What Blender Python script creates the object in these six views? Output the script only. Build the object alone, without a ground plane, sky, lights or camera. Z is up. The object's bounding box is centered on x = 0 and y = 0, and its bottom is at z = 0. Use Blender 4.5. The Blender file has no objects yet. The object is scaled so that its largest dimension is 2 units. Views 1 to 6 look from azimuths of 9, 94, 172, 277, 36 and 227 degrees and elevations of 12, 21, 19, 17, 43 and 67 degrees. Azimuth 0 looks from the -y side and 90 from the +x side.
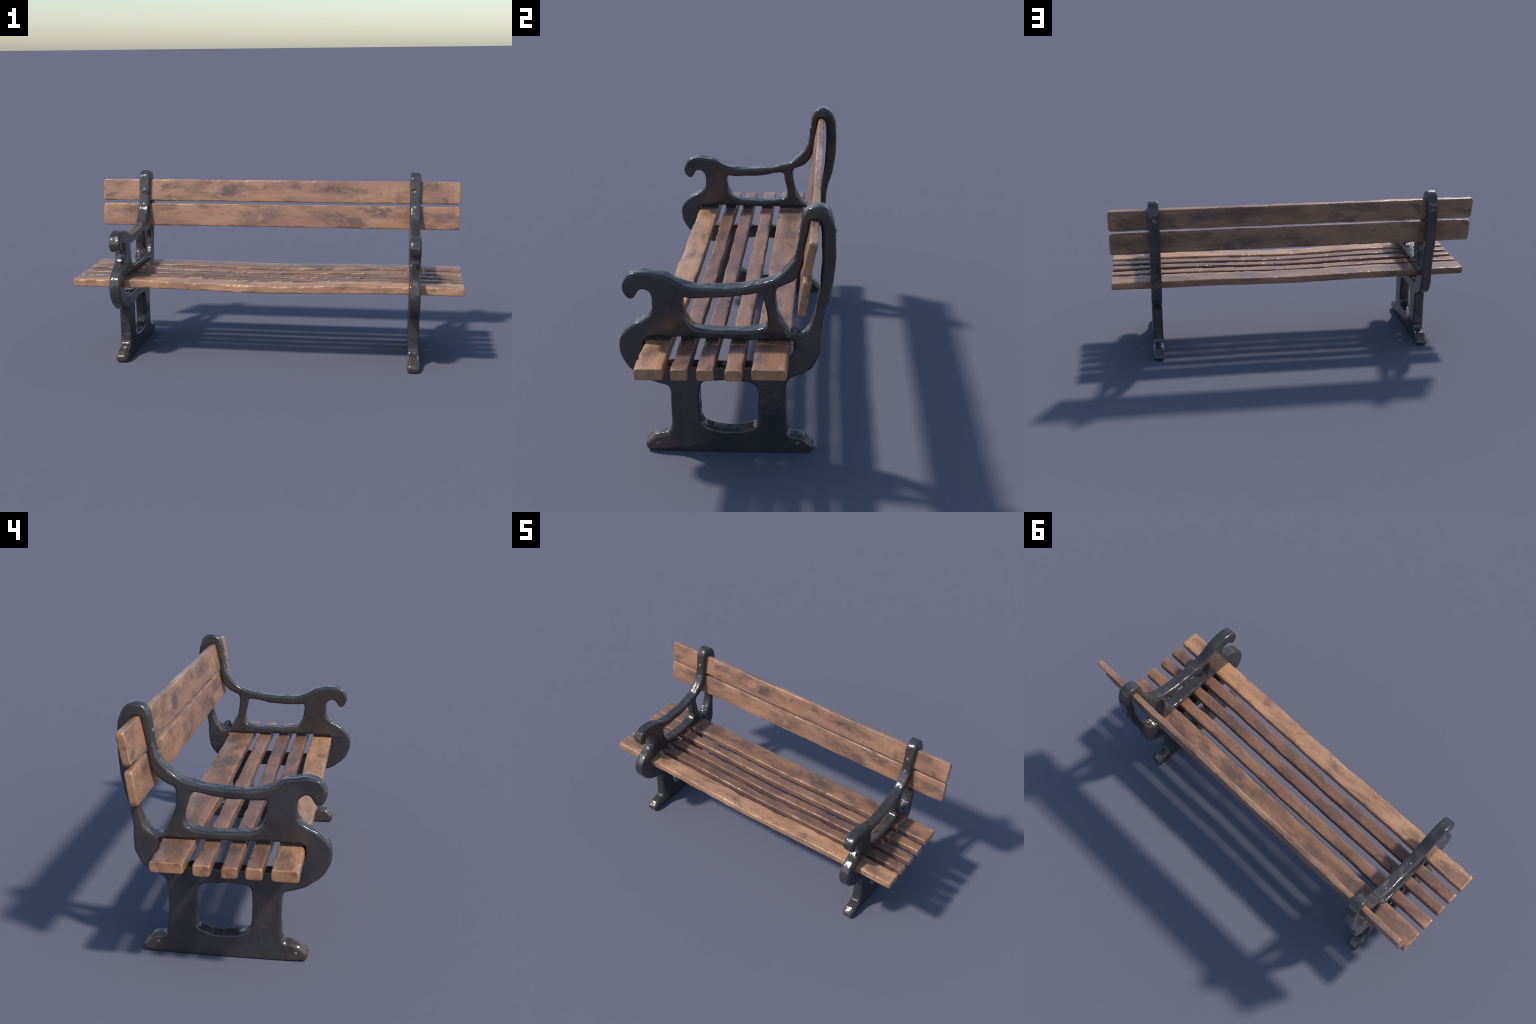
# Park bench: two cast-iron end frames, five seat slats, two back slats.
import bpy, bmesh, math, random
from mathutils import Vector, noise

random.seed(7)
scene = bpy.context.scene
coll = scene.collection

# ------------------------------------------------------------------ helpers
def link(ob, parent=None):
    coll.objects.link(ob)
    if parent is not None:
        ob.parent = parent
    return ob


def catmull(points, steps=3):
    """Closed Catmull-Rom curve through the given profile points."""
    n, out = len(points), []
    for i in range(n):
        p0, p1, p2, p3 = (Vector(points[(i + k - 1) % n]) for k in range(4))
        d1, d2, d3 = (max((b - a).length, 1e-5) ** 0.5 for a, b in ((p0, p1), (p1, p2), (p2, p3)))
        m1 = (p1 - p0) / d1 - (p2 - p0) / (d1 + d2) + (p2 - p1) / d2
        m2 = (p2 - p1) / d2 - (p3 - p1) / (d2 + d3) + (p3 - p2) / d3
        m1, m2 = m1 * d2, m2 * d2
        for s in range(steps):
            t = s / steps
            a = (2 * t**3 - 3 * t**2 + 1) * p1 + (t**3 - 2 * t**2 + t) * m1
            b = (-2 * t**3 + 3 * t**2) * p2 + (t**3 - t**2) * m2
            out.append(a + b)
    return out


def fbm(p, octaves=3):
    v, a = 0.0, 1.0
    for _ in range(octaves):
        v += a * noise.noise(p)
        p = p * 2.03
        a *= 0.5
    return v


# ------------------------------------------------------------------ node tools
class Nodes:
    def __init__(self, name):
        self.mat = bpy.data.materials.new(name)
        self.mat.use_nodes = True
        self.t = self.mat.node_tree
        self.t.nodes.clear()
        self.out = self.t.nodes.new("ShaderNodeOutputMaterial")
        self.bsdf = self.t.nodes.new("ShaderNodeBsdfPrincipled")
        self.t.links.new(self.bsdf.outputs[0], self.out.inputs[0])
        self.coord = self.t.nodes.new("ShaderNodeTexCoord")

    def put(self, sock, v):
        if v is None:
            return
        if isinstance(v, bpy.types.NodeSocket):
            self.t.links.new(v, sock)
        else:
            if sock.type == "RGBA" and len(v) == 3:
                v = (*v, 1.0)
            sock.default_value = v

    def math(self, op, a, b=None, c=None, clamp=False):
        n = self.t.nodes.new("ShaderNodeMath")
        n.operation, n.use_clamp = op, clamp
        for s, v in zip(n.inputs, (a, b, c)):
            self.put(s, v)
        return n.outputs[0]

    def vec(self, op, a, b=None):
        n = self.t.nodes.new("ShaderNodeVectorMath")
        n.operation = op
        self.put(n.inputs[0], a)
        self.put(n.inputs[1], b)
        return n.outputs["Value"] if op in ("LENGTH", "DISTANCE") else n.outputs[0]

    def mapping(self, scale, loc=(0, 0, 0), src=None):
        n = self.t.nodes.new("ShaderNodeMapping")
        self.put(n.inputs["Vector"], src or self.coord.outputs["Object"])
        n.inputs["Location"].default_value = loc
        n.inputs["Scale"].default_value = scale
        return n.outputs[0]

    def noise(self, vec, scale=1.0, detail=3.0, rough=0.5, dist=0.0, color=False):
        n = self.t.nodes.new("ShaderNodeTexNoise")
        self.put(n.inputs["Vector"], vec)
        n.inputs["Scale"].default_value = scale
        n.inputs["Detail"].default_value = detail
        n.inputs["Roughness"].default_value = rough
        n.inputs["Distortion"].default_value = dist
        return n.outputs["Color" if color else "Fac"]

    def ramp(self, fac, stops):
        n = self.t.nodes.new("ShaderNodeValToRGB")
        e = n.color_ramp.elements
        while len(e) < len(stops):
            e.new(0.5)
        for el, (p, c) in zip(e, stops):
            el.position = p
            el.color = (c, c, c, 1) if isinstance(c, (int, float)) else (*c, 1)
        self.put(n.inputs[0], fac)
        return n.outputs[0]

    def smooth(self, v, lo, hi):
        n = self.t.nodes.new("ShaderNodeMapRange")
        n.interpolation_type = "SMOOTHSTEP"
        self.put(n.inputs["Value"], v)
        n.inputs["From Min"].default_value, n.inputs["From Max"].default_value = lo, hi
        return n.outputs[0]

    def mix(self, fac, a, b, mode="MIX"):
        n = self.t.nodes.new("ShaderNodeMix")
        n.data_type, n.blend_type = "RGBA", mode
        self.put(n.inputs["Factor"], fac)
        self.put(n.inputs[6], a)
        self.put(n.inputs[7], b)
        return n.outputs[2]

    def bump(self, height, strength, distance, normal=None):
        n = self.t.nodes.new("ShaderNodeBump")
        n.inputs["Strength"].default_value = strength
        n.inputs["Distance"].default_value = distance
        self.put(n.inputs["Height"], height)
        self.put(n.inputs["Normal"], normal)
        return n.outputs[0]


# ------------------------------------------------------------------ materials
def wood_material(name, light, dark, seed, knots=(), stain=0.5, end_x=0.99, rear_y=None):
    """Oiled, weathered plank: grain along x, grey-blue stains, knots, dark nail holes.
    knots: (x, y, z, radius along the grain, strength) in the plank's own coordinates."""
    m = Nodes(name)
    off = (seed * 3.17, seed * 1.31, seed * 2.73)
    obj = m.coord.outputs["Object"]
    # growth lines swerve along a slow warp and round the knots
    warp = m.noise(m.mapping((3.2, 8.0, 8.0), off), 1.0, 2.0, 0.5, 0.0, color=True)
    warp = m.vec("MULTIPLY", m.vec("SUBTRACT", warp, (0.5, 0.5, 0.5)), (0.03, 0.055, 0.055))
    bent = m.vec("ADD", obj, warp)
    smear = m.noise(m.mapping((11, 30, 30), (off[2], off[1] + 3, off[0])), 1.0, 3.0, 0.55, 0.8)
    knot_mask, ring_push = None, None
    for (kx, ky, kz, kr, ks) in knots:
        d = m.vec("SUBTRACT", bent, (kx, ky, kz))
        # smears run slantwise off each knot and break up
        sk = m.t.nodes.new("ShaderNodeSeparateXYZ")
        m.put(sk.inputs[0], d)
        slant = m.math("MULTIPLY", m.math("ADD", sk.outputs[1], sk.outputs[2]), 1.1 if kx > 0 else -0.9)
        cb = m.t.nodes.new("ShaderNodeCombineXYZ")
        m.put(cb.inputs[0], m.math("ADD", sk.outputs[0], slant))
        m.put(cb.inputs[1], sk.outputs[1])
        m.put(cb.inputs[2], sk.outputs[2])
        d = m.vec("LENGTH", m.vec("MULTIPLY", cb.outputs[0], (0.72 / kr, 1.55 / kr, 1.55 / kr)))
        d = m.math("ADD", d, m.math("MULTIPLY", m.math("SUBTRACT", smear, 0.5), 2.2))
        k = m.math("MULTIPLY", m.smooth(d, 1.30, 0.35), ks)
        knot_mask = k if knot_mask is None else m.math("MAXIMUM", knot_mask, k)
        push = m.math("MULTIPLY", m.smooth(d, 2.6, 0.0), 0.35)
        ring_push = push if ring_push is None else m.math("ADD", ring_push, push)
    fine = m.noise(m.mapping((2.2, 60, 60), off, bent), 1.0, 4.0, 0.6)
    sep = m.t.nodes.new("ShaderNodeSeparateXYZ")
    m.put(sep.inputs[0], bent)
    across = m.math("ADD", m.math("MULTIPLY", sep.outputs[1], 26.0), m.math("MULTIPLY", sep.outputs[2], 31.0))
    slow = m.noise(m.mapping((2.4, 9, 9), off, bent), 1.0, 3.0, 0.55)
    across = m.math("ADD", across, m.math("MULTIPLY", slow, 9.0))
    if ring_push is not None:
        across = m.math("ADD", across, m.math("MULTIPLY", ring_push, 7.0))
    rings = m.math("ADD", m.math("MULTIPLY", m.math("SINE", m.math("MULTIPLY", across, 8.5)), 0.5), 0.5)
    grain = m.math("ADD", m.math("MULTIPLY", fine, 0.74), m.math("MULTIPLY", rings, 0.26))
    patch = m.noise(m.mapping((4.5, 11, 11), (off[1], off[2], off[0])), 1.0, 4.0, 0.55, 0.4)
    tone = m.math("ADD", m.math("MULTIPLY", grain, 0.34), m.math("MULTIPLY", patch, 0.80))
    col = m.mix(m.smooth(tone, 0.34, 0.76), dark, light)
    # reddish / yellowish drift
    drift = m.noise(m.mapping((3.0, 14, 14), (off[2], off[0], off[1])), 1.0, 2.0)
    col = m.mix(m.math("MULTIPLY", m.smooth(drift, 0.50, 0.72), 0.55), col, tuple(c * f for c, f in zip(light, (1.06, 0.94, 0.74))))
    col = m.mix(m.math("MULTIPLY", m.smooth(drift, 0.47, 0.28), 0.50), col, tuple(c * f for c, f in zip(dark, (1.15, 1.05, 1.20))))
    # smoky grey stains
    st = m.noise(m.mapping((8.5, 15, 15), (off[0] + 5, off[2], off[1])), 1.0, 5.0, 0.55, 0.7)
    stain_mask = m.math("MULTIPLY", m.smooth(st, 0.60, 0.70), stain)
    if knot_mask is not None:
        wob = m.noise(m.mapping((22, 40, 40), off), 1.0, 4.0)
        knot_mask = m.math("MULTIPLY", knot_mask, m.smooth(wob, 0.26, 0.52))
        stain_mask = m.math("MAXIMUM", stain_mask, m.math("MULTIPLY", knot_mask, 0.84))
    haze = m.noise(m.mapping((4.2, 11, 11), (off[1] + 2, off[0], off[2] + 4)), 1.0, 4.0, 0.6, 0.5)
    col = m.mix(m.math("MULTIPLY", m.smooth(haze, 0.53, 0.66), 0.62), col, (0.165, 0.090, 0.062))
    col = m.mix(stain_mask, col, (0.085, 0.064, 0.060))
    # hairline checks along the grain
    hair = m.noise(m.mapping((3.5, 120, 120), (off[1], off[2], off[0]), bent), 1.0, 2.0, 0.5)
    hair = m.math("MULTIPLY", m.smooth(hair, 0.68, 0.76), m.smooth(m.noise(m.mapping((5, 12, 12), off), 1.0, 2.0), 0.50, 0.62))
    col = m.mix(m.math("MULTIPLY", hair, 0.6), col, (0.085, 0.052, 0.042))
    # small dark holes
    v = m.t.nodes.new("ShaderNodeTexVoronoi")
    v.inputs["Scale"].default_value = 1.0
    m.put(v.inputs["Vector"], m.mapping((9, 16, 16), off))
    dots = m.math("MULTIPLY", m.smooth(v.outputs["Distance"], 0.075, 0.035),
                  m.smooth(m.vec("LENGTH", v.outputs["Color"]), 1.12, 1.18))
    col = m.mix(m.math("MULTIPLY", dots, 0.6), col, (0.055, 0.055, 0.060))
    # sawn ends: rawer, more orange wood
    sx = m.t.nodes.new("ShaderNodeSeparateXYZ")
    m.put(sx.inputs[0], obj)
    endm = m.smooth(m.math("ABSOLUTE", sx.outputs[0]), end_x - 0.006, end_x - 0.001)
    end_n = m.noise(m.mapping((3, 130, 20), off), 1.0, 3.0)
    end_col = m.mix(end_n, (0.30, 0.140, 0.068), (0.54, 0.272, 0.132))
    end_s = m.noise(m.mapping((1, 24, 24), (off[2], off[1], off[0])), 1.0, 3.0)
    end_col = m.mix(m.math("MULTIPLY", m.smooth(end_s, 0.52, 0.68), 0.7), end_col, (0.17, 0.072, 0.040))
    col = m.mix(m.math("MULTIPLY", endm, 0.85), col, end_col)
    # bright edge highlights painted in: arrises and board tips lightened in broken stretches
    geo = m.t.nodes.new("ShaderNodeNewGeometry")
    edge_glint = m.math("MULTIPLY", m.smooth(geo.outputs["Pointiness"], 0.515, 0.56), m.smooth(m.noise(m.mapping((9, 20, 20), off), 1.0, 3.0), 0.40, 0.60))
    tip = m.math("MULTIPLY", m.smooth(m.math("ABSOLUTE", sx.outputs[0]), end_x - 0.045, end_x - 0.008), m.smooth(m.noise(m.mapping((28, 22, 22), (off[1], off[0], off[2])), 1.0, 3.0), 0.46, 0.62))
    edge_glint = m.math("MAXIMUM", edge_glint, m.math("MULTIPLY", tip, 0.6))
    col = m.mix(m.math("MULTIPLY", edge_glint, 0.50), col, (0.58, 0.35, 0.21))
    if rear_y is not None:      # rear face toned to a darker, greyer olive brown
        rear = m.smooth(sx.outputs[1], rear_y * 0.55, rear_y * 0.85)
        col = m.mix(m.math("MULTIPLY", rear, 0.75), col, m.mix(1.0, col, (0.80, 0.90, 0.90), "MULTIPLY"))
    m.put(m.bsdf.inputs["Base Color"], col)
    gloss = m.noise(m.mapping((7, 26, 26), (off[1], off[1], off[0])), 1.0, 3.0)
    rough = m.math("SUBTRACT", m.math("ADD", m.math("MULTIPLY", gloss, 0.42), 0.13), m.math("MULTIPLY", edge_glint, 0.12))
    m.put(m.bsdf.inputs["Roughness"], rough)
    m.bsdf.inputs["Specular IOR Level"].default_value = 0.42
    b = m.bump(grain, 0.14, 0.004)
    b = m.bump(patch, 0.16, 0.012, b)
    m.put(m.bsdf.inputs["Normal"], b)
    return m.mat


def iron_material(name, seed=0.0, base=(0.073, 0.067, 0.0655), brown=(0.135, 0.098, 0.080)):
    m = Nodes(name)
    off = (seed, seed * 1.7, seed * 0.6)
    n1 = m.noise(m.mapping((7, 7, 7), off), 1.0, 4.0, 0.6, 0.3)
    n2 = m.noise(m.mapping((60, 60, 60), off), 1.0, 3.0, 0.6)
    col = m.mix(m.smooth(n1, 0.30, 0.62), tuple(c * 0.82 for c in base), tuple(c * 1.2 for c in base))
    rust = m.noise(m.mapping((5, 5, 5), (seed + 9, 3, 1)), 1.0, 4.0, 0.6, 0.4)
    col = m.mix(m.math("MULTIPLY", m.smooth(rust, 0.52, 0.68), 0.7), col, brown)
    blue = m.noise(m.mapping((9, 9, 9), (seed + 2, 7, 4)), 1.0, 3.0, 0.5)
    col = m.mix(m.math("MULTIPLY", m.smooth(blue, 0.55, 0.75), 0.4), col, (0.064, 0.076, 0.088))
    # toes scuffed brown
    sz = m.t.nodes.new("ShaderNodeSeparateXYZ")
    m.put(sz.inputs[0], m.coord.outputs["Object"])
    toe = m.math("MULTIPLY", m.smooth(sz.outputs[2], 0.085, 0.050), m.smooth(m.math("ABSOLUTE", sz.outputs[1]), 0.200, 0.235))
    toe = m.math("MULTIPLY", toe, m.smooth(m.noise(m.mapping((30, 30, 30), off), 1.0, 3.0), 0.35, 0.60))
    col = m.mix(m.math("MULTIPLY", toe, 0.75), col, (0.145, 0.102, 0.080))
    m.put(m.bsdf.inputs["Base Color"], col)
    n3 = m.noise(m.mapping((24, 24, 24), off), 1.0, 3.0, 0.5, 0.2)
    m.put(m.bsdf.inputs["Roughness"], m.math("ADD", m.math("MULTIPLY", n3, 0.26), 0.06))
    m.bsdf.inputs["Metallic"].default_value = 0.45
    m.bsdf.inputs["Specular IOR Level"].default_value = 0.75
    b = m.bump(n2, 0.04, 0.004)
    b = m.bump(n3, 0.09, 0.012, b)
    b = m.bump(n1, 0.22, 0.02, b)
    m.put(m.bsdf.inputs["Normal"], b)
    return m.mat


def plain_material(name, color, rough, metallic=0.0, scale=80, bump=0.3):
    m = Nodes(name)
    n = m.noise(m.mapping((scale,) * 3), 1.0, 4.0, 0.6)
    col = m.mix(n, tuple(c * 0.6 for c in color), tuple(min(1, c * 1.4) for c in color))
    m.put(m.bsdf.inputs["Base Color"], col)
    m.bsdf.inputs["Roughness"].default_value = rough
    m.bsdf.inputs["Metallic"].default_value = metallic
    m.put(m.bsdf.inputs["Normal"], m.bump(n, bump, 0.004))
    return m.mat


IRON = iron_material("cast_iron", 1.0)
RIVET = plain_material("worn_rivet_steel", (0.20, 0.195, 0.195), 0.34, 0.4)
GASKET = plain_material("black_packing", (0.028, 0.030, 0.027), 0.7, 0.0, 120, 0.8)
NAIL = plain_material("blue_grey_nail", (0.13, 0.15, 0.165), 0.5, 0.2)

# ------------------------------------------------------------------ end frames
CENTRE = {1: 0.7560, -1: 0.7543}   # distance of each frame's centre plane from x = 0
FX = 0.7547
HALF = 0.0290        # half thickness of the casting
BEV = 0.0095

OUTLINE = [(-0.296, 0.0024), (-0.304, 0.008), (-0.307, 0.030), (-0.292, 0.046), (-0.274, 0.060), (-0.250, 0.066),
    (-0.224, 0.071), (-0.211, 0.085), (-0.207, 0.120), (-0.206, 0.190), (-0.209, 0.250), (-0.217, 0.266),
    (-0.245, 0.274), (-0.289, 0.290), (-0.322, 0.312), (-0.342, 0.328), (-0.362, 0.355), (-0.377, 0.391),
    (-0.380, 0.420), (-0.371, 0.460), (-0.351, 0.482), (-0.320, 0.504), (-0.289, 0.520), (-0.266, 0.536),
    (-0.255, 0.557), (-0.253, 0.590), (-0.257, 0.616), (-0.268, 0.630), (-0.289, 0.636), (-0.304, 0.627),
    (-0.320, 0.602), (-0.331, 0.599), (-0.347, 0.611), (-0.356, 0.641), (-0.352, 0.660), (-0.341, 0.679),
    (-0.322, 0.691), (-0.290, 0.697), (-0.252, 0.694), (-0.216, 0.688), (-0.190, 0.677), (-0.166, 0.662),
    (-0.142, 0.651), (-0.100, 0.641), (-0.046, 0.640), (0.020, 0.641), (0.050, 0.644), (0.090, 0.652),
    (0.122, 0.658), (0.150, 0.666), (0.175, 0.678), (0.200, 0.698), (0.224, 0.725), (0.242, 0.752),
    (0.253, 0.790), (0.261, 0.842), (0.269, 0.892), (0.276, 0.912), (0.285, 0.922), (0.298, 0.931),
    (0.322, 0.937), (0.345, 0.929), (0.360, 0.914), (0.370, 0.888), (0.377, 0.860), (0.380, 0.810),
    (0.379, 0.765), (0.377, 0.720), (0.370, 0.666), (0.358, 0.605), (0.347, 0.570), (0.338, 0.530),
    (0.331, 0.480), (0.3285, 0.430), (0.3225, 0.387), (0.309, 0.356), (0.296, 0.340), (0.268, 0.319),
    (0.222, 0.298), (0.209, 0.285), (0.205, 0.268), (0.203, 0.220), (0.204, 0.140), (0.205, 0.100),
    (0.209, 0.082), (0.220, 0.070), (0.260, 0.0635), (0.280, 0.046), (0.297, 0.029), (0.299, 0.012), (0.292, 0.0024)]
LEG_WINDOW = [(-0.105, 0.150), (-0.106, 0.200), (-0.104, 0.240), (-0.100, 0.267), (-0.086, 0.281), (-0.045, 0.287),
    (0.000, 0.289), (0.066, 0.285), (0.082, 0.279), (0.100, 0.267), (0.104, 0.245), (0.105, 0.200), (0.106, 0.150),
    (0.100, 0.115), (0.090, 0.102), (0.068, 0.093), (0.040, 0.086), (-0.010, 0.085), (-0.050, 0.089),
    (-0.088, 0.103), (-0.100, 0.120)]
ARM_WINDOW = [(-0.147, 0.607), (-0.118, 0.606), (-0.035, 0.607), (0.026, 0.611), (0.053, 0.616), (0.126, 0.622),
    (0.132, 0.612), (0.137, 0.585), (0.144, 0.555), (0.147, 0.518), (0.143, 0.503), (0.131, 0.492), (0.109, 0.484),
    (0.086, 0.481), (-0.027, 0.480), (-0.083, 0.484), (-0.112, 0.491), (-0.131, 0.508), (-0.145, 0.540), (-0.149, 0.575)]
SEAT_SLOT = [(-0.287, 0.448), (-0.276, 0.456), (-0.190, 0.457), (-0.083, 0.454), (0.048, 0.450), (0.170, 0.449),
    (0.225, 0.448), (0.236, 0.441), (0.238, 0.420), (0.233, 0.400), (0.214, 0.372), (0.195, 0.353), (0.150, 0.346),
    (-0.080, 0.344), (-0.200, 0.345), (-0.246, 0.350), (-0.272, 0.376), (-0.286, 0.402), (-0.292, 0.430)]
BACK_LOOP = [(0.295, 0.884), (0.305, 0.890), (0.320, 0.887), (0.328, 0.876), (0.335, 0.842), (0.335, 0.779), (0.334, 0.722),
    (0.3285, 0.664), (0.319, 0.596), (0.311, 0.555), (0.306, 0.532), (0.295, 0.500), (0.277, 0.474), (0.262, 0.461),
    (0.245, 0.456), (0.223, 0.463), (0.210, 0.482), (0.198, 0.504), (0.181, 0.545), (0.173, 0.595), (0.172, 0.628),
    (0.180, 0.642), (0.200, 0.651), (0.222, 0.662), (0.245, 0.681), (0.263, 0.709), (0.271, 0.745), (0.281, 0.810),
    (0.288, 0.843), (0.2935, 0.873)]


def casting_mesh(seed):
    """Profile with its openings, extruded, edges rolled, then turned into one dense skin with foundry lumps."""
    cu = bpy.data.curves.new("profile", "CURVE")
    cu.dimensions, cu.fill_mode = "2D", "BOTH"
    cu.extrude, cu.bevel_depth, cu.bevel_resolution = HALF - BEV, BEV, 3
    cu.offset = -BEV + 0.0014
    for ring in (OUTLINE, LEG_WINDOW, ARM_WINDOW, SEAT_SLOT, BACK_LOOP):
        pts = catmull(ring, 3)
        sp = cu.splines.new("POLY")
        sp.points.add(len(pts) - 1)
        for p, q in zip(sp.points, pts):
            p.co = (q[0], q[1], 0.0, 1.0)
        sp.use_cyclic_u = True
    tmp = bpy.data.objects.new("profile_helper", cu)
    coll.objects.link(tmp)
    dg = bpy.context.evaluated_depsgraph_get()
    me = bpy.data.meshes.new_from_object(tmp.evaluated_get(dg))
    bpy.data.objects.remove(tmp)
    bm = bmesh.new()
    bm.from_mesh(me)
    bmesh.ops.remove_doubles(bm, verts=bm.verts, dist=1e-5)
    # profile plane (y, z) -> world, thickness along x
    for v in bm.verts:
        v.co = Vector((v.co.z, v.co.x, v.co.y))
    bmesh.ops.recalc_face_normals(bm, faces=bm.faces)
    bm.to_mesh(me)
    bm.free()
    ob = bpy.data.objects.new("casting_helper", me)
    coll.objects.link(ob)
    r = ob.modifiers.new("Remesh", "REMESH")
    r.mode, r.voxel_size, r.adaptivity = "VOXEL", 0.0032, 0.0
    s = ob.modifiers.new("Smooth", "SMOOTH")
    s.factor, s.iterations = 0.5, 5
    dg = bpy.context.evaluated_depsgraph_get()
    out = bpy.data.meshes.new_from_object(ob.evaluated_get(dg))
    bpy.data.objects.remove(ob)
    return out


def lump_casting(me, sx, seed):
    """Place on its side of the bench (sx = +-1), hammer in hand-made unevenness, bolts' pits and worn feet."""
    sv = Vector((seed * 5.1, seed * 2.2, seed * 7.7))
    pits = [(-0.060, 0.645, 0.016), (0.112, 0.660, 0.020)]
    normals = [v.normal.copy() for v in me.vertices]
    for v, n in zip(me.vertices, normals):
        p = v.co
        q = Vector((p.x + sx * CENTRE[sx], p.y, p.z))
        edge = 1.0 - n.x * n.x          # rims are wavier than the broad flat sides
        d = (0.0023 * fbm(q * 15 + sv, 2) + 0.0007 * noise.noise(q * 36 + sv)) * (0.22 + 0.78 * edge)
        d += 0.0005 * noise.noise(q * 60 + sv)
        dist = noise.voronoi(q * 15 + sv)[0][0]
        d += 0.0048 * (dist - 0.42) * (0.10 + 0.90 * edge)
        for py, pz, rad in pits:
            r = math.sqrt((p.y - py) ** 2 + p.x ** 2)
            if abs(p.z - pz) < 0.03 and n.z > 0.2 and r < rad:
                d -= 0.0022 * (0.5 + 0.5 * math.cos(math.pi * r / rad))
        # feet are more heavily chamfered
        if p.z < 0.075 and abs(p.y) > 0.215 and abs(p.x) > 0.012:
            t = min(1.0, (abs(p.x) - 0.012) / 0.0155) * max(0.0, n.z) ** 0.5
            d -= 0.0055 * t * t
        # rough seat of the rear strut
        if 0.21 < p.y < 0.29 and 0.44 < p.z < 0.50 and n.z > 0.0:
            d += 0.0030 * noise.noise(q * 95 + sv) * min(1.0, n.z * 2)
        if sx > 0 and 0.205 < p.y < 0.285 and 0.43 < p.z < 0.50 and n.z > 0.2:
            u = max(0.0, min(1.0, (p.x + HALF) / (2 * HALF)))
            q = q + Vector((0, 0, (0.027 + 0.007 * noise.noise(q * 70)) * u ** 1.4 * math.sin(math.pi * (p.y - 0.205) / 0.08) * min(1.0, (n.z - 0.2) * 3)))
        if 0.33 < p.z < 0.46 and -0.295 < p.y < 0.24 and edge > 0.6:
            d += 0.0010 * noise.noise(q * 120 + sv)
        v.co = q + n * d
    for v in me.vertices:
        if v.co.z < 0.0025:
            v.co.z = max(v.co.z, 0.0) if v.co.z > -0.0005 else 0.0
    me.update()


def region_of(c):
    if c.y > 0.19 and c.z > 0.60 or c.y > 0.238 and c.z > 0.455:
        return "back_support"
    if c.z > 0.452:
        return "armrest"
    if c.z < 0.285 and abs(c.y) < 0.235 or c.z < 0.20:
        if c.z < 0.078 and abs(c.y) > 0.212:
            return "foot"
        return "leg"
    return "seat_bearer"


def split_casting(me, parent):
    """Cut one skin into named regions with shared borders and the whole skin's normals."""
    vn = [v.normal.copy() for v in me.vertices]
    groups = {}
    for p in me.polygons:
        groups.setdefault(region_of(p.center), []).append(tuple(p.vertices))
    for name in sorted(groups):
        faces = groups[name]
        remap, verts, norms = {}, [], []
        for f in faces:
            for i in f:
                if i not in remap:
                    remap[i] = len(verts)
                    verts.append(me.vertices[i].co.copy())
                    norms.append(vn[i])
        part = bpy.data.meshes.new(name)
        part.from_pydata(verts, [], [[remap[i] for i in f] for f in faces])
        part.polygons.foreach_set("use_smooth", [True] * len(part.polygons))
        part.update()
        part.normals_split_custom_set_from_vertices(norms)
        part.materials.append(IRON)
        link(bpy.data.objects.new(name, part), parent)


def dome_mesh(name, radius, height, mat, seg=20, rings=6, skirt=0.004):
    """Rivet head: dome on a short shank, axis +z."""
    bm = bmesh.new()
    prev = None
    prof = [(radius * 0.98, -skirt)] + [(radius * math.cos(a), height * math.sin(a))
            for a in (math.pi / 2 * i / rings for i in range(rings))]
    for r, z in prof:
        ring = [bm.verts.new((r * math.cos(2 * math.pi * k / seg), r * math.sin(2 * math.pi * k / seg), z)) for k in range(seg)]
        if prev:
            for k in range(seg):
                bm.faces.new((prev[k], prev[(k + 1) % seg], ring[(k + 1) % seg], ring[k]))
        else:
            bm.faces.new(list(reversed(ring)))
        prev = ring
    top = bm.verts.new((0, 0, height))
    for k in range(seg):
        bm.faces.new((prev[k], prev[(k + 1) % seg], top))
    me = bpy.data.meshes.new(name)
    bm.to_mesh(me)
    bm.free()
    me.polygons.foreach_set("use_smooth", [True] * len(me.polygons))
    me.materials.append(mat)
    return me


RIVET_MESH = dome_mesh("rivet", 0.0105, 0.0060, RIVET)
BOLT_MESH = dome_mesh("bolt", 0.0105, 0.0042, IRON)
STUD_MESH = dome_mesh("stud", 0.0065, 0.0040, RIVET)


def stud(name, mesh, at, axis, parent, scale=1.0):
    ob = bpy.data.objects.new(name, mesh)
    ob.location = at
    ob.rotation_mode = "QUATERNION"
    ob.rotation_quaternion = Vector((0, 0, 1)).rotation_difference(Vector(axis).normalized())
    ob.scale = (scale,) * 3
    return link(ob, parent)


bench = bpy.data.objects.new("park_bench", None)
bench.empty_display_size = 0.3
coll.objects.link(bench)
bench["label"] = "weathered wooden park bench with black cast iron scroll ends"
bench["category"] = "park bench"


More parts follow.
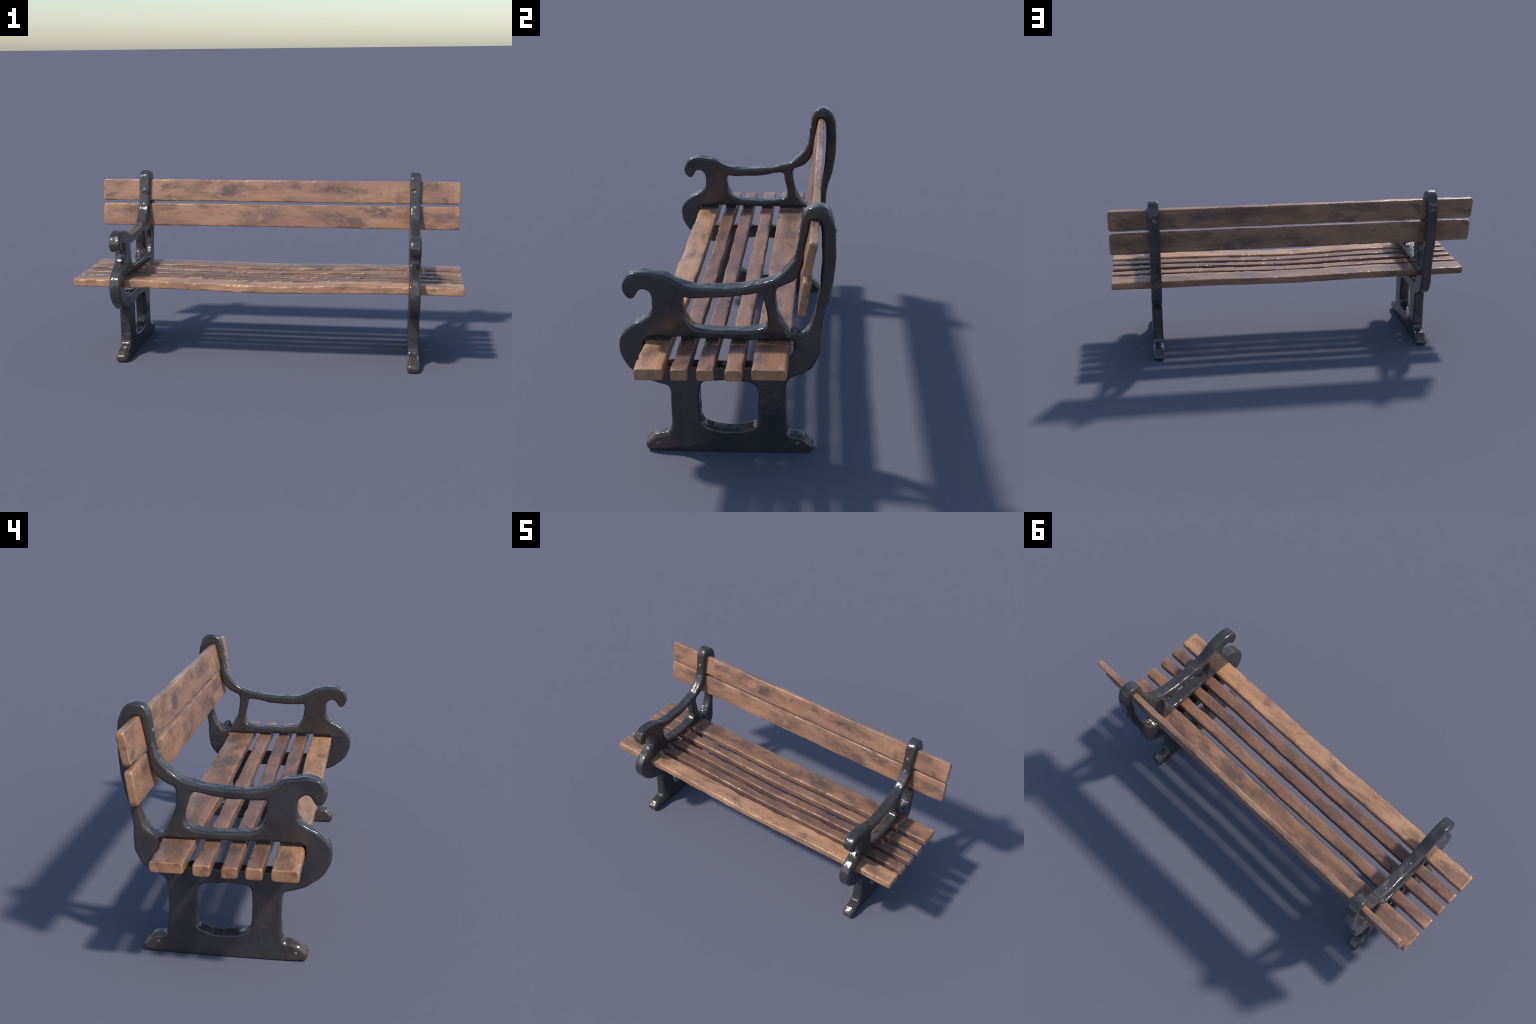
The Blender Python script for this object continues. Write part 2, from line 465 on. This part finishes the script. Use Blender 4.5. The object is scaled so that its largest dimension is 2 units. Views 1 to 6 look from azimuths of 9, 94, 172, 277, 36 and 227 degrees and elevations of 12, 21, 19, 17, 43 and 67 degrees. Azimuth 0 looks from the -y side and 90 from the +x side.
def ring_tube(name, at, radius, tube, mat, parent, squash=1.0, seg=22, sides=8):
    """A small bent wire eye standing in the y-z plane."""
    bm = bmesh.new()
    rows = []
    for i in range(seg):
        a = 2 * math.pi * i / seg
        wob = 1 + 0.12 * math.sin(3 * a + 0.7)
        c = Vector((0, radius * wob * math.cos(a), radius * wob * squash * math.sin(a)))
        out = Vector((0, math.cos(a), math.sin(a)))
        rows.append([bm.verts.new(c + out * tube * math.cos(b) + Vector((tube * math.sin(b), 0, 0)))
                     for b in (2 * math.pi * k / sides for k in range(sides))])
    for i in range(seg):
        for k in range(sides):
            bm.faces.new((rows[i][k], rows[(i + 1) % seg][k], rows[(i + 1) % seg][(k + 1) % sides], rows[i][(k + 1) % sides]))
    bmesh.ops.recalc_face_normals(bm, faces=bm.faces)
    me = bpy.data.meshes.new(name)
    bm.to_mesh(me)
    bm.free()
    me.polygons.foreach_set("use_smooth", [True] * len(me.polygons))
    me.materials.append(mat)
    ob = bpy.data.objects.new(name, me)
    ob.location = at
    return link(ob, parent)


for sx in (1, -1):
    frame = bpy.data.objects.new("end_frame", None)
    frame.empty_display_size = 0.1
    link(frame, bench)
    skin = casting_mesh(sx)
    lump_casting(skin, sx, 3 + sx)
    split_casting(skin, frame)
    bpy.data.meshes.remove(skin)
    x = sx * CENTRE[sx]
    # front of the back support: two rivets through each upright
    stud("rivet", RIVET_MESH, (x - sx * 0.002, 0.2590, 0.834), (0, -1, 0.14), frame)
    stud("rivet", RIVET_MESH, (x - sx * 0.001, 0.2425, 0.755), (0, -1, 0.36), frame)
    # rear rivet
    stud("rivet", RIVET_MESH, (x, 0.3785, 0.843), (0, 1, 0.05), frame, 0.8)
    stud("rivet", STUD_MESH, (x - sx * 0.014, 0.3785, 0.838), (0, 1, 0.05), frame, 0.8)
    # armrest bolts, sunk in shallow pits
    stud("bolt", BOLT_MESH, (x, -0.060, 0.6385), (0.03, -0.02, 1), frame)
    stud("bolt", BOLT_MESH, (x, 0.113, 0.6545), (0.0, -0.26, 1), frame)
    # studs low on the feet
    xo = sx * (CENTRE[sx] + HALF - 0.0008)
    stud("stud", STUD_MESH, (xo, -0.264, 0.031), (sx, 0, 0.05), frame)
    stud("stud", STUD_MESH, (xo, 0.244, 0.039), (sx, 0, 0.05), frame)
    if sx > 0:
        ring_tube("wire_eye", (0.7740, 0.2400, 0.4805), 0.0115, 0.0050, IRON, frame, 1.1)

# ------------------------------------------------------------------ planks
def plank(name, y0, y1, z0, z1, length, mat, seed, tilt=0.0, origin=None, corner=0.0, edge_round=0.0055, wear=1.0, top_wear=(1, 1, 0.35, 0.35), sag=0.0):
    """A sawn board along x. Section is a rounded rectangle whose four edges are worn away unevenly;
    corner: radius by which the board's ends are rounded across its width."""
    rnd = random.Random(seed)
    hw, hh = (y1 - y0) / 2 + 0.0008, (z1 - z0) / 2 + 0.0012
    sv = Vector((seed * 13.7, seed * 4.1, seed * 9.3))
    n_st = 480
    L = length
    xs = [-L + 2 * L * i / n_st for i in range(n_st + 1)]
    cap = 0.005
    xs = [-L, -L + cap * 0.12, -L + cap * 0.4] + [x for x in xs if abs(x) <= L - cap] + [L - cap * 0.4, L - cap * 0.12, L]
    chips = [(rnd.uniform(-L, L), rnd.randrange(4), rnd.uniform(0.008, 0.045), rnd.uniform(0.002, 0.0085)) for _ in range(54)]
    arc = 4
    bm = bmesh.new()
    rows = []
    for x in xs:
        inset = 0.0
        e = L - abs(x)
        if e < cap:
            t = 1 - e / cap
            inset = cap * 0.85 * (1 - math.sqrt(max(0.0, 1 - t * t)))
        # slow wander of the board and swelling of its section
        wy = 0.0016 * fbm(Vector((x * 2.2, 0.3, 0)) + sv, 2)
        wz = 0.0009 * fbm(Vector((x * 2.0, 7.3, 0)) + sv, 2) - sag * math.exp(-(x / 0.34) ** 2) + 0.12 * sag
        hy = hw + 0.0017 * fbm(Vector((x * 6.0, 3.3, 0)) + sv, 3) - inset
        hz = hh + 0.0006 * fbm(Vector((x * 6.0, 5.3, 0)) + sv, 2) - inset
        if corner > 0 and e < corner:
            t = 1 - e / corner
            hz -= corner * 0.85 * (1 - math.sqrt(max(0.0, 1 - t * t)))
        row = []
        # corners: 0 = (-y,+z), 1 = (+y,+z), 2 = (+y,-z), 3 = (-y,-z)
        for k, (cy, cz) in enumerate(((-1, 1), (1, 1), (1, -1), (-1, -1))):
            w = top_wear[k] * wear
            f = fbm(Vector((x * 9.5, k * 10.0, 0)) + sv, 5)
            r = edge_round * (1.0 + w * max(-0.45, 1.25 * f) + 0.5 * w * max(0.0, 1 - e / 0.03))
            for cx, ck, cwid, cdep in chips:
                if ck == k and abs(x - cx) < cwid:
                    s = 1 - abs(x - cx) / cwid
                    r += cdep * w * min(1.0, 2.5 * s)
            r = max(0.0022, min(r, 0.8 * min(hy, hz)))
            lop = 1.0 + 0.35 * w * noise.noise(Vector((x * 9.0, k * 10.0 + 4, 0)) + sv)
            ry, rz = r * lop, r / lop
            ry, rz = min(ry, 0.9 * hy), min(rz, 0.9 * hz)
            a0 = (math.pi, math.pi / 2, 0.0, -math.pi / 2)[k]
            for j in range(arc + 1):
                a = a0 - (math.pi / 2) * j / arc
                py = cy * (hy - ry) + ry * math.cos(a)
                pz = cz * (hz - rz) + rz * math.sin(a)
                row.append((py, pz))
        # fill the four flat sides with two extra points each so that they can undulate
        pts = []
        m = arc + 1
        for k in range(4):
            pts += row[k * m:(k + 1) * m]
            a, b = row[(k + 1) * m - 1], row[((k + 1) % 4) * m]
            for s in (0.25, 0.5, 0.75):
                py, pz = a[0] + (b[0] - a[0]) * s, a[1] + (b[1] - a[1]) * s
                d = 0.0014 * fbm(Vector((x * 5.0, (py + pz) * 22, k * 3.0)) + sv, 2)
                ny, nz = ((0, 1), (1, 0), (0, -1), (-1, 0))[k]
                pts.append((py + ny * d, pz + nz * d))
        rows.append([bm.verts.new((x, p + wy, q + wz)) for p, q in pts])
    n = len(rows[0])
    for a, b in zip(rows, rows[1:]):
        for i in range(n):
            bm.faces.new((a[i], a[(i + 1) % n], b[(i + 1) % n], b[i]))
    for row, flip in ((rows[0], False), (rows[-1], True)):
        bm.faces.new(row if flip else list(reversed(row)))
    bmesh.ops.recalc_face_normals(bm, faces=bm.faces)
    for f in bm.faces:
        f.smooth = len(f.verts) == 4
    me = bpy.data.meshes.new(name)
    bm.to_mesh(me)
    bm.free()
    me.materials.append(mat)
    ob = bpy.data.objects.new(name, me)
    ob.location = origin or (0, (y0 + y1) / 2, (z0 + z1) / 2)
    ob.rotation_euler = (tilt, 0, 0)
    return link(ob, bench)


TAN_L, TAN_D = (0.435, 0.236, 0.146), (0.250, 0.133, 0.087)
RED_L, RED_D = (0.270, 0.138, 0.090), (0.140, 0.073, 0.052)
BRN_L, BRN_D = (0.350, 0.184, 0.112), (0.180, 0.094, 0.062)

T = 0.019
SEAT = [  # y0, y1, z0, z1, light, dark, knots
    (-0.2868, -0.1935, 0.4000, 0.4395, (0.56, 0.310, 0.178), (0.33, 0.176, 0.102), [(-0.38, -0.024, T, 0.012, 0.9), (-0.10, -0.02, T, 0.03, 0.5), (0.86, 0.0, T, 0.05, 0.6), (0.60, 0.01, T, 0.05, 0.4), (-0.64, 0, T, 0.05, 0.5), (-0.86, 0.01, T, 0.04, 0.6)]),
    (-0.1642, -0.1070, 0.3990, 0.4385, RED_L, RED_D, [(-0.35, 0, T, 0.05, 0.7), (0.3, 0.01, T, 0.06, 0.7), (0.87, 0.015, T, 0.05, 0.8), (-0.84, 0, T, 0.04, 0.6), (-0.09, 0.0, T, 0.03, 0.7)]),
    (-0.0775, -0.0230, 0.3990, 0.4385, RED_L, RED_D, [(-0.86, 0, T, 0.05, 0.8), (0.86, 0.005, T, 0.06, 0.7), (0.05, 0.01, T, 0.04, 0.8), (-0.28, 0, T, 0.07, 0.6), (0.45, 0, T, 0.05, 0.5)]),
    (0.0160, 0.0735, 0.4000, 0.4390, BRN_L, BRN_D, [(0.815, -0.005, T, 0.05, 0.9), (0.30, 0, T, 0.03, 0.4), (-0.40, 0.01, T, 0.05, 0.5)]),
    (0.1048, 0.2212, 0.4050, 0.4425, (0.375, 0.196, 0.117), (0.190, 0.099, 0.063), [(0.215, 0.005, T, 0.085, 0.9), (0.13, 0.03, T, 0.05, 0.8), (0.48, -0.02, T, 0.05, 0.85), (-0.30, 0.02, T, 0.08, 0.7), (-0.62, 0.0, T, 0.09, 0.8), (0.66, 0.0, T, 0.06, 0.8), (-0.86, 0.01, T, 0.09, 0.6), (0.86, -0.02, T, 0.07, 0.5)]),
]
for i, (y0, y1, z0, z1, li, da, kn) in enumerate(SEAT):
    mat = wood_material("seat_wood", li, da, 2.3 + i * 1.7, kn, (0.55, 0.6, 0.85, 0.6, 0.8)[i], 0.9985)
    plank("seat_slat", y0, y1, z0, z1, 1.0 - 0.0006 * (i % 3), mat, 11 + i, sag=(0.0125, 0.0125, 0.012, 0.010, 0.0075)[i], edge_round=0.0066, wear=1.1, top_wear=(1, 1, 0.35, 0.35) if i else (1.1, 0.8, 0.3, 0.5))

# back slats lean with the uprights: centre (y, z), half height, half thickness, lean
BT = 0.0134
BACK = [
    (0.3006, 0.8281, 0.0592, 0.212, [(-0.60, -BT, 0.022, 0.045, 0.8), (-0.565, -BT, 0.019, 0.025, 0.9), (-0.52, -BT, -0.002, 0.014, 0.9), (-0.28, -BT, -0.002, 0.05, 0.9), (0.324, -BT, 0.008, 0.05, 0.9), (0.846, -BT, 0.036, 0.04, 0.7), (0.30, BT, 0.012, 0.09, 0.6), (0.52, BT, 0.0, 0.05, 0.6)]),
    (0.2793, 0.6931, 0.0610, 0.165, [(0.53, -BT, 0.030, 0.05, 0.9), (0.624, -BT, 0.032, 0.02, 0.9), (0.41, -BT, -0.030, 0.07, 0.85), (-0.305, -BT, 0.010, 0.014, 0.8), (-0.10, -BT, -0.02, 0.09, 0.6), (-0.80, -BT, 0.03, 0.07, 0.5), (0.35, BT, -0.03, 0.10, 0.7), (0.95, -BT, 0.0, 0.05, 0.6)]),
]
for i, (cy, cz, hh, lean, kn) in enumerate(BACK):
    mat = wood_material("back_wood", TAN_L, TAN_D, 21.0 + i * 2.9, kn, 0.52, 0.995, BT)
    plank("back_slat", -BT, BT, -hh, hh, 0.9975 - 0.0015 * i, mat, 31 + i, tilt=-lean, origin=(0, cy, cz), corner=0.014, edge_round=0.0050, wear=1.0,
          top_wear=(1.0, 0.8, 0.6, 0.8))

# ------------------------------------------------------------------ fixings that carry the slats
def packing_mesh(name, wx, wy, h, seed):
    bm = bmesh.new()
    bmesh.ops.create_cube(bm, size=1.0)
    bmesh.ops.scale(bm, vec=(wx, wy, h), verts=bm.verts)
    bmesh.ops.subdivide_edges(bm, edges=bm.edges[:], cuts=9, use_grid_fill=True)
    for v in bm.verts:
        q = v.co * 90 + Vector((seed * 7.0, seed, 3))
        v.co += Vector((noise.noise(q), noise.noise(q + Vector((9, 0, 0))), 0.5 * noise.noise(q + Vector((0, 9, 0))))) * 0.003
    me = bpy.data.meshes.new(name)
    bm.to_mesh(me)
    bm.free()
    me.materials.append(GASKET)
    return me


for sx in (1, -1):
    for i, (y0, y1, z0, z1, *_r) in enumerate(SEAT):
        top = 0.4575 - 0.008 * min(1.0, max(0.0, (y0 + 0.19) / 0.24))
        ob = bpy.data.objects.new("packing", packing_mesh("packing", 0.040, (y1 - y0) - 0.010, top - z1 + 0.006, i + 5 * sx + 9))
        ob.location = (sx * CENTRE[sx], (y0 + y1) / 2, (top + z1) / 2 - 0.001)
        link(ob, bench)

# blue-grey nail heads left in the seat
NAIL_MESH = dome_mesh("nail", 0.0055, 0.0012, NAIL, 14, 3, 0.003)
for nx, ny, nz in ((0.900, 0.049, 0.4385), (0.972, 0.047, 0.4383), (-0.874, 0.050, 0.4385),
                   (-0.081, -0.267, 0.4395), (-0.056, -0.264, 0.4395), (-0.074, -0.150, 0.4385), (0.635, -0.266, 0.4395)):
    sg = 0.0125 if ny < -0.1 else 0.010
    stud("nail", NAIL_MESH, (nx, ny, nz + 0.0006 - sg * math.exp(-(nx / 0.34) ** 2) + 0.12 * sg), (0, 0, 1), bench)
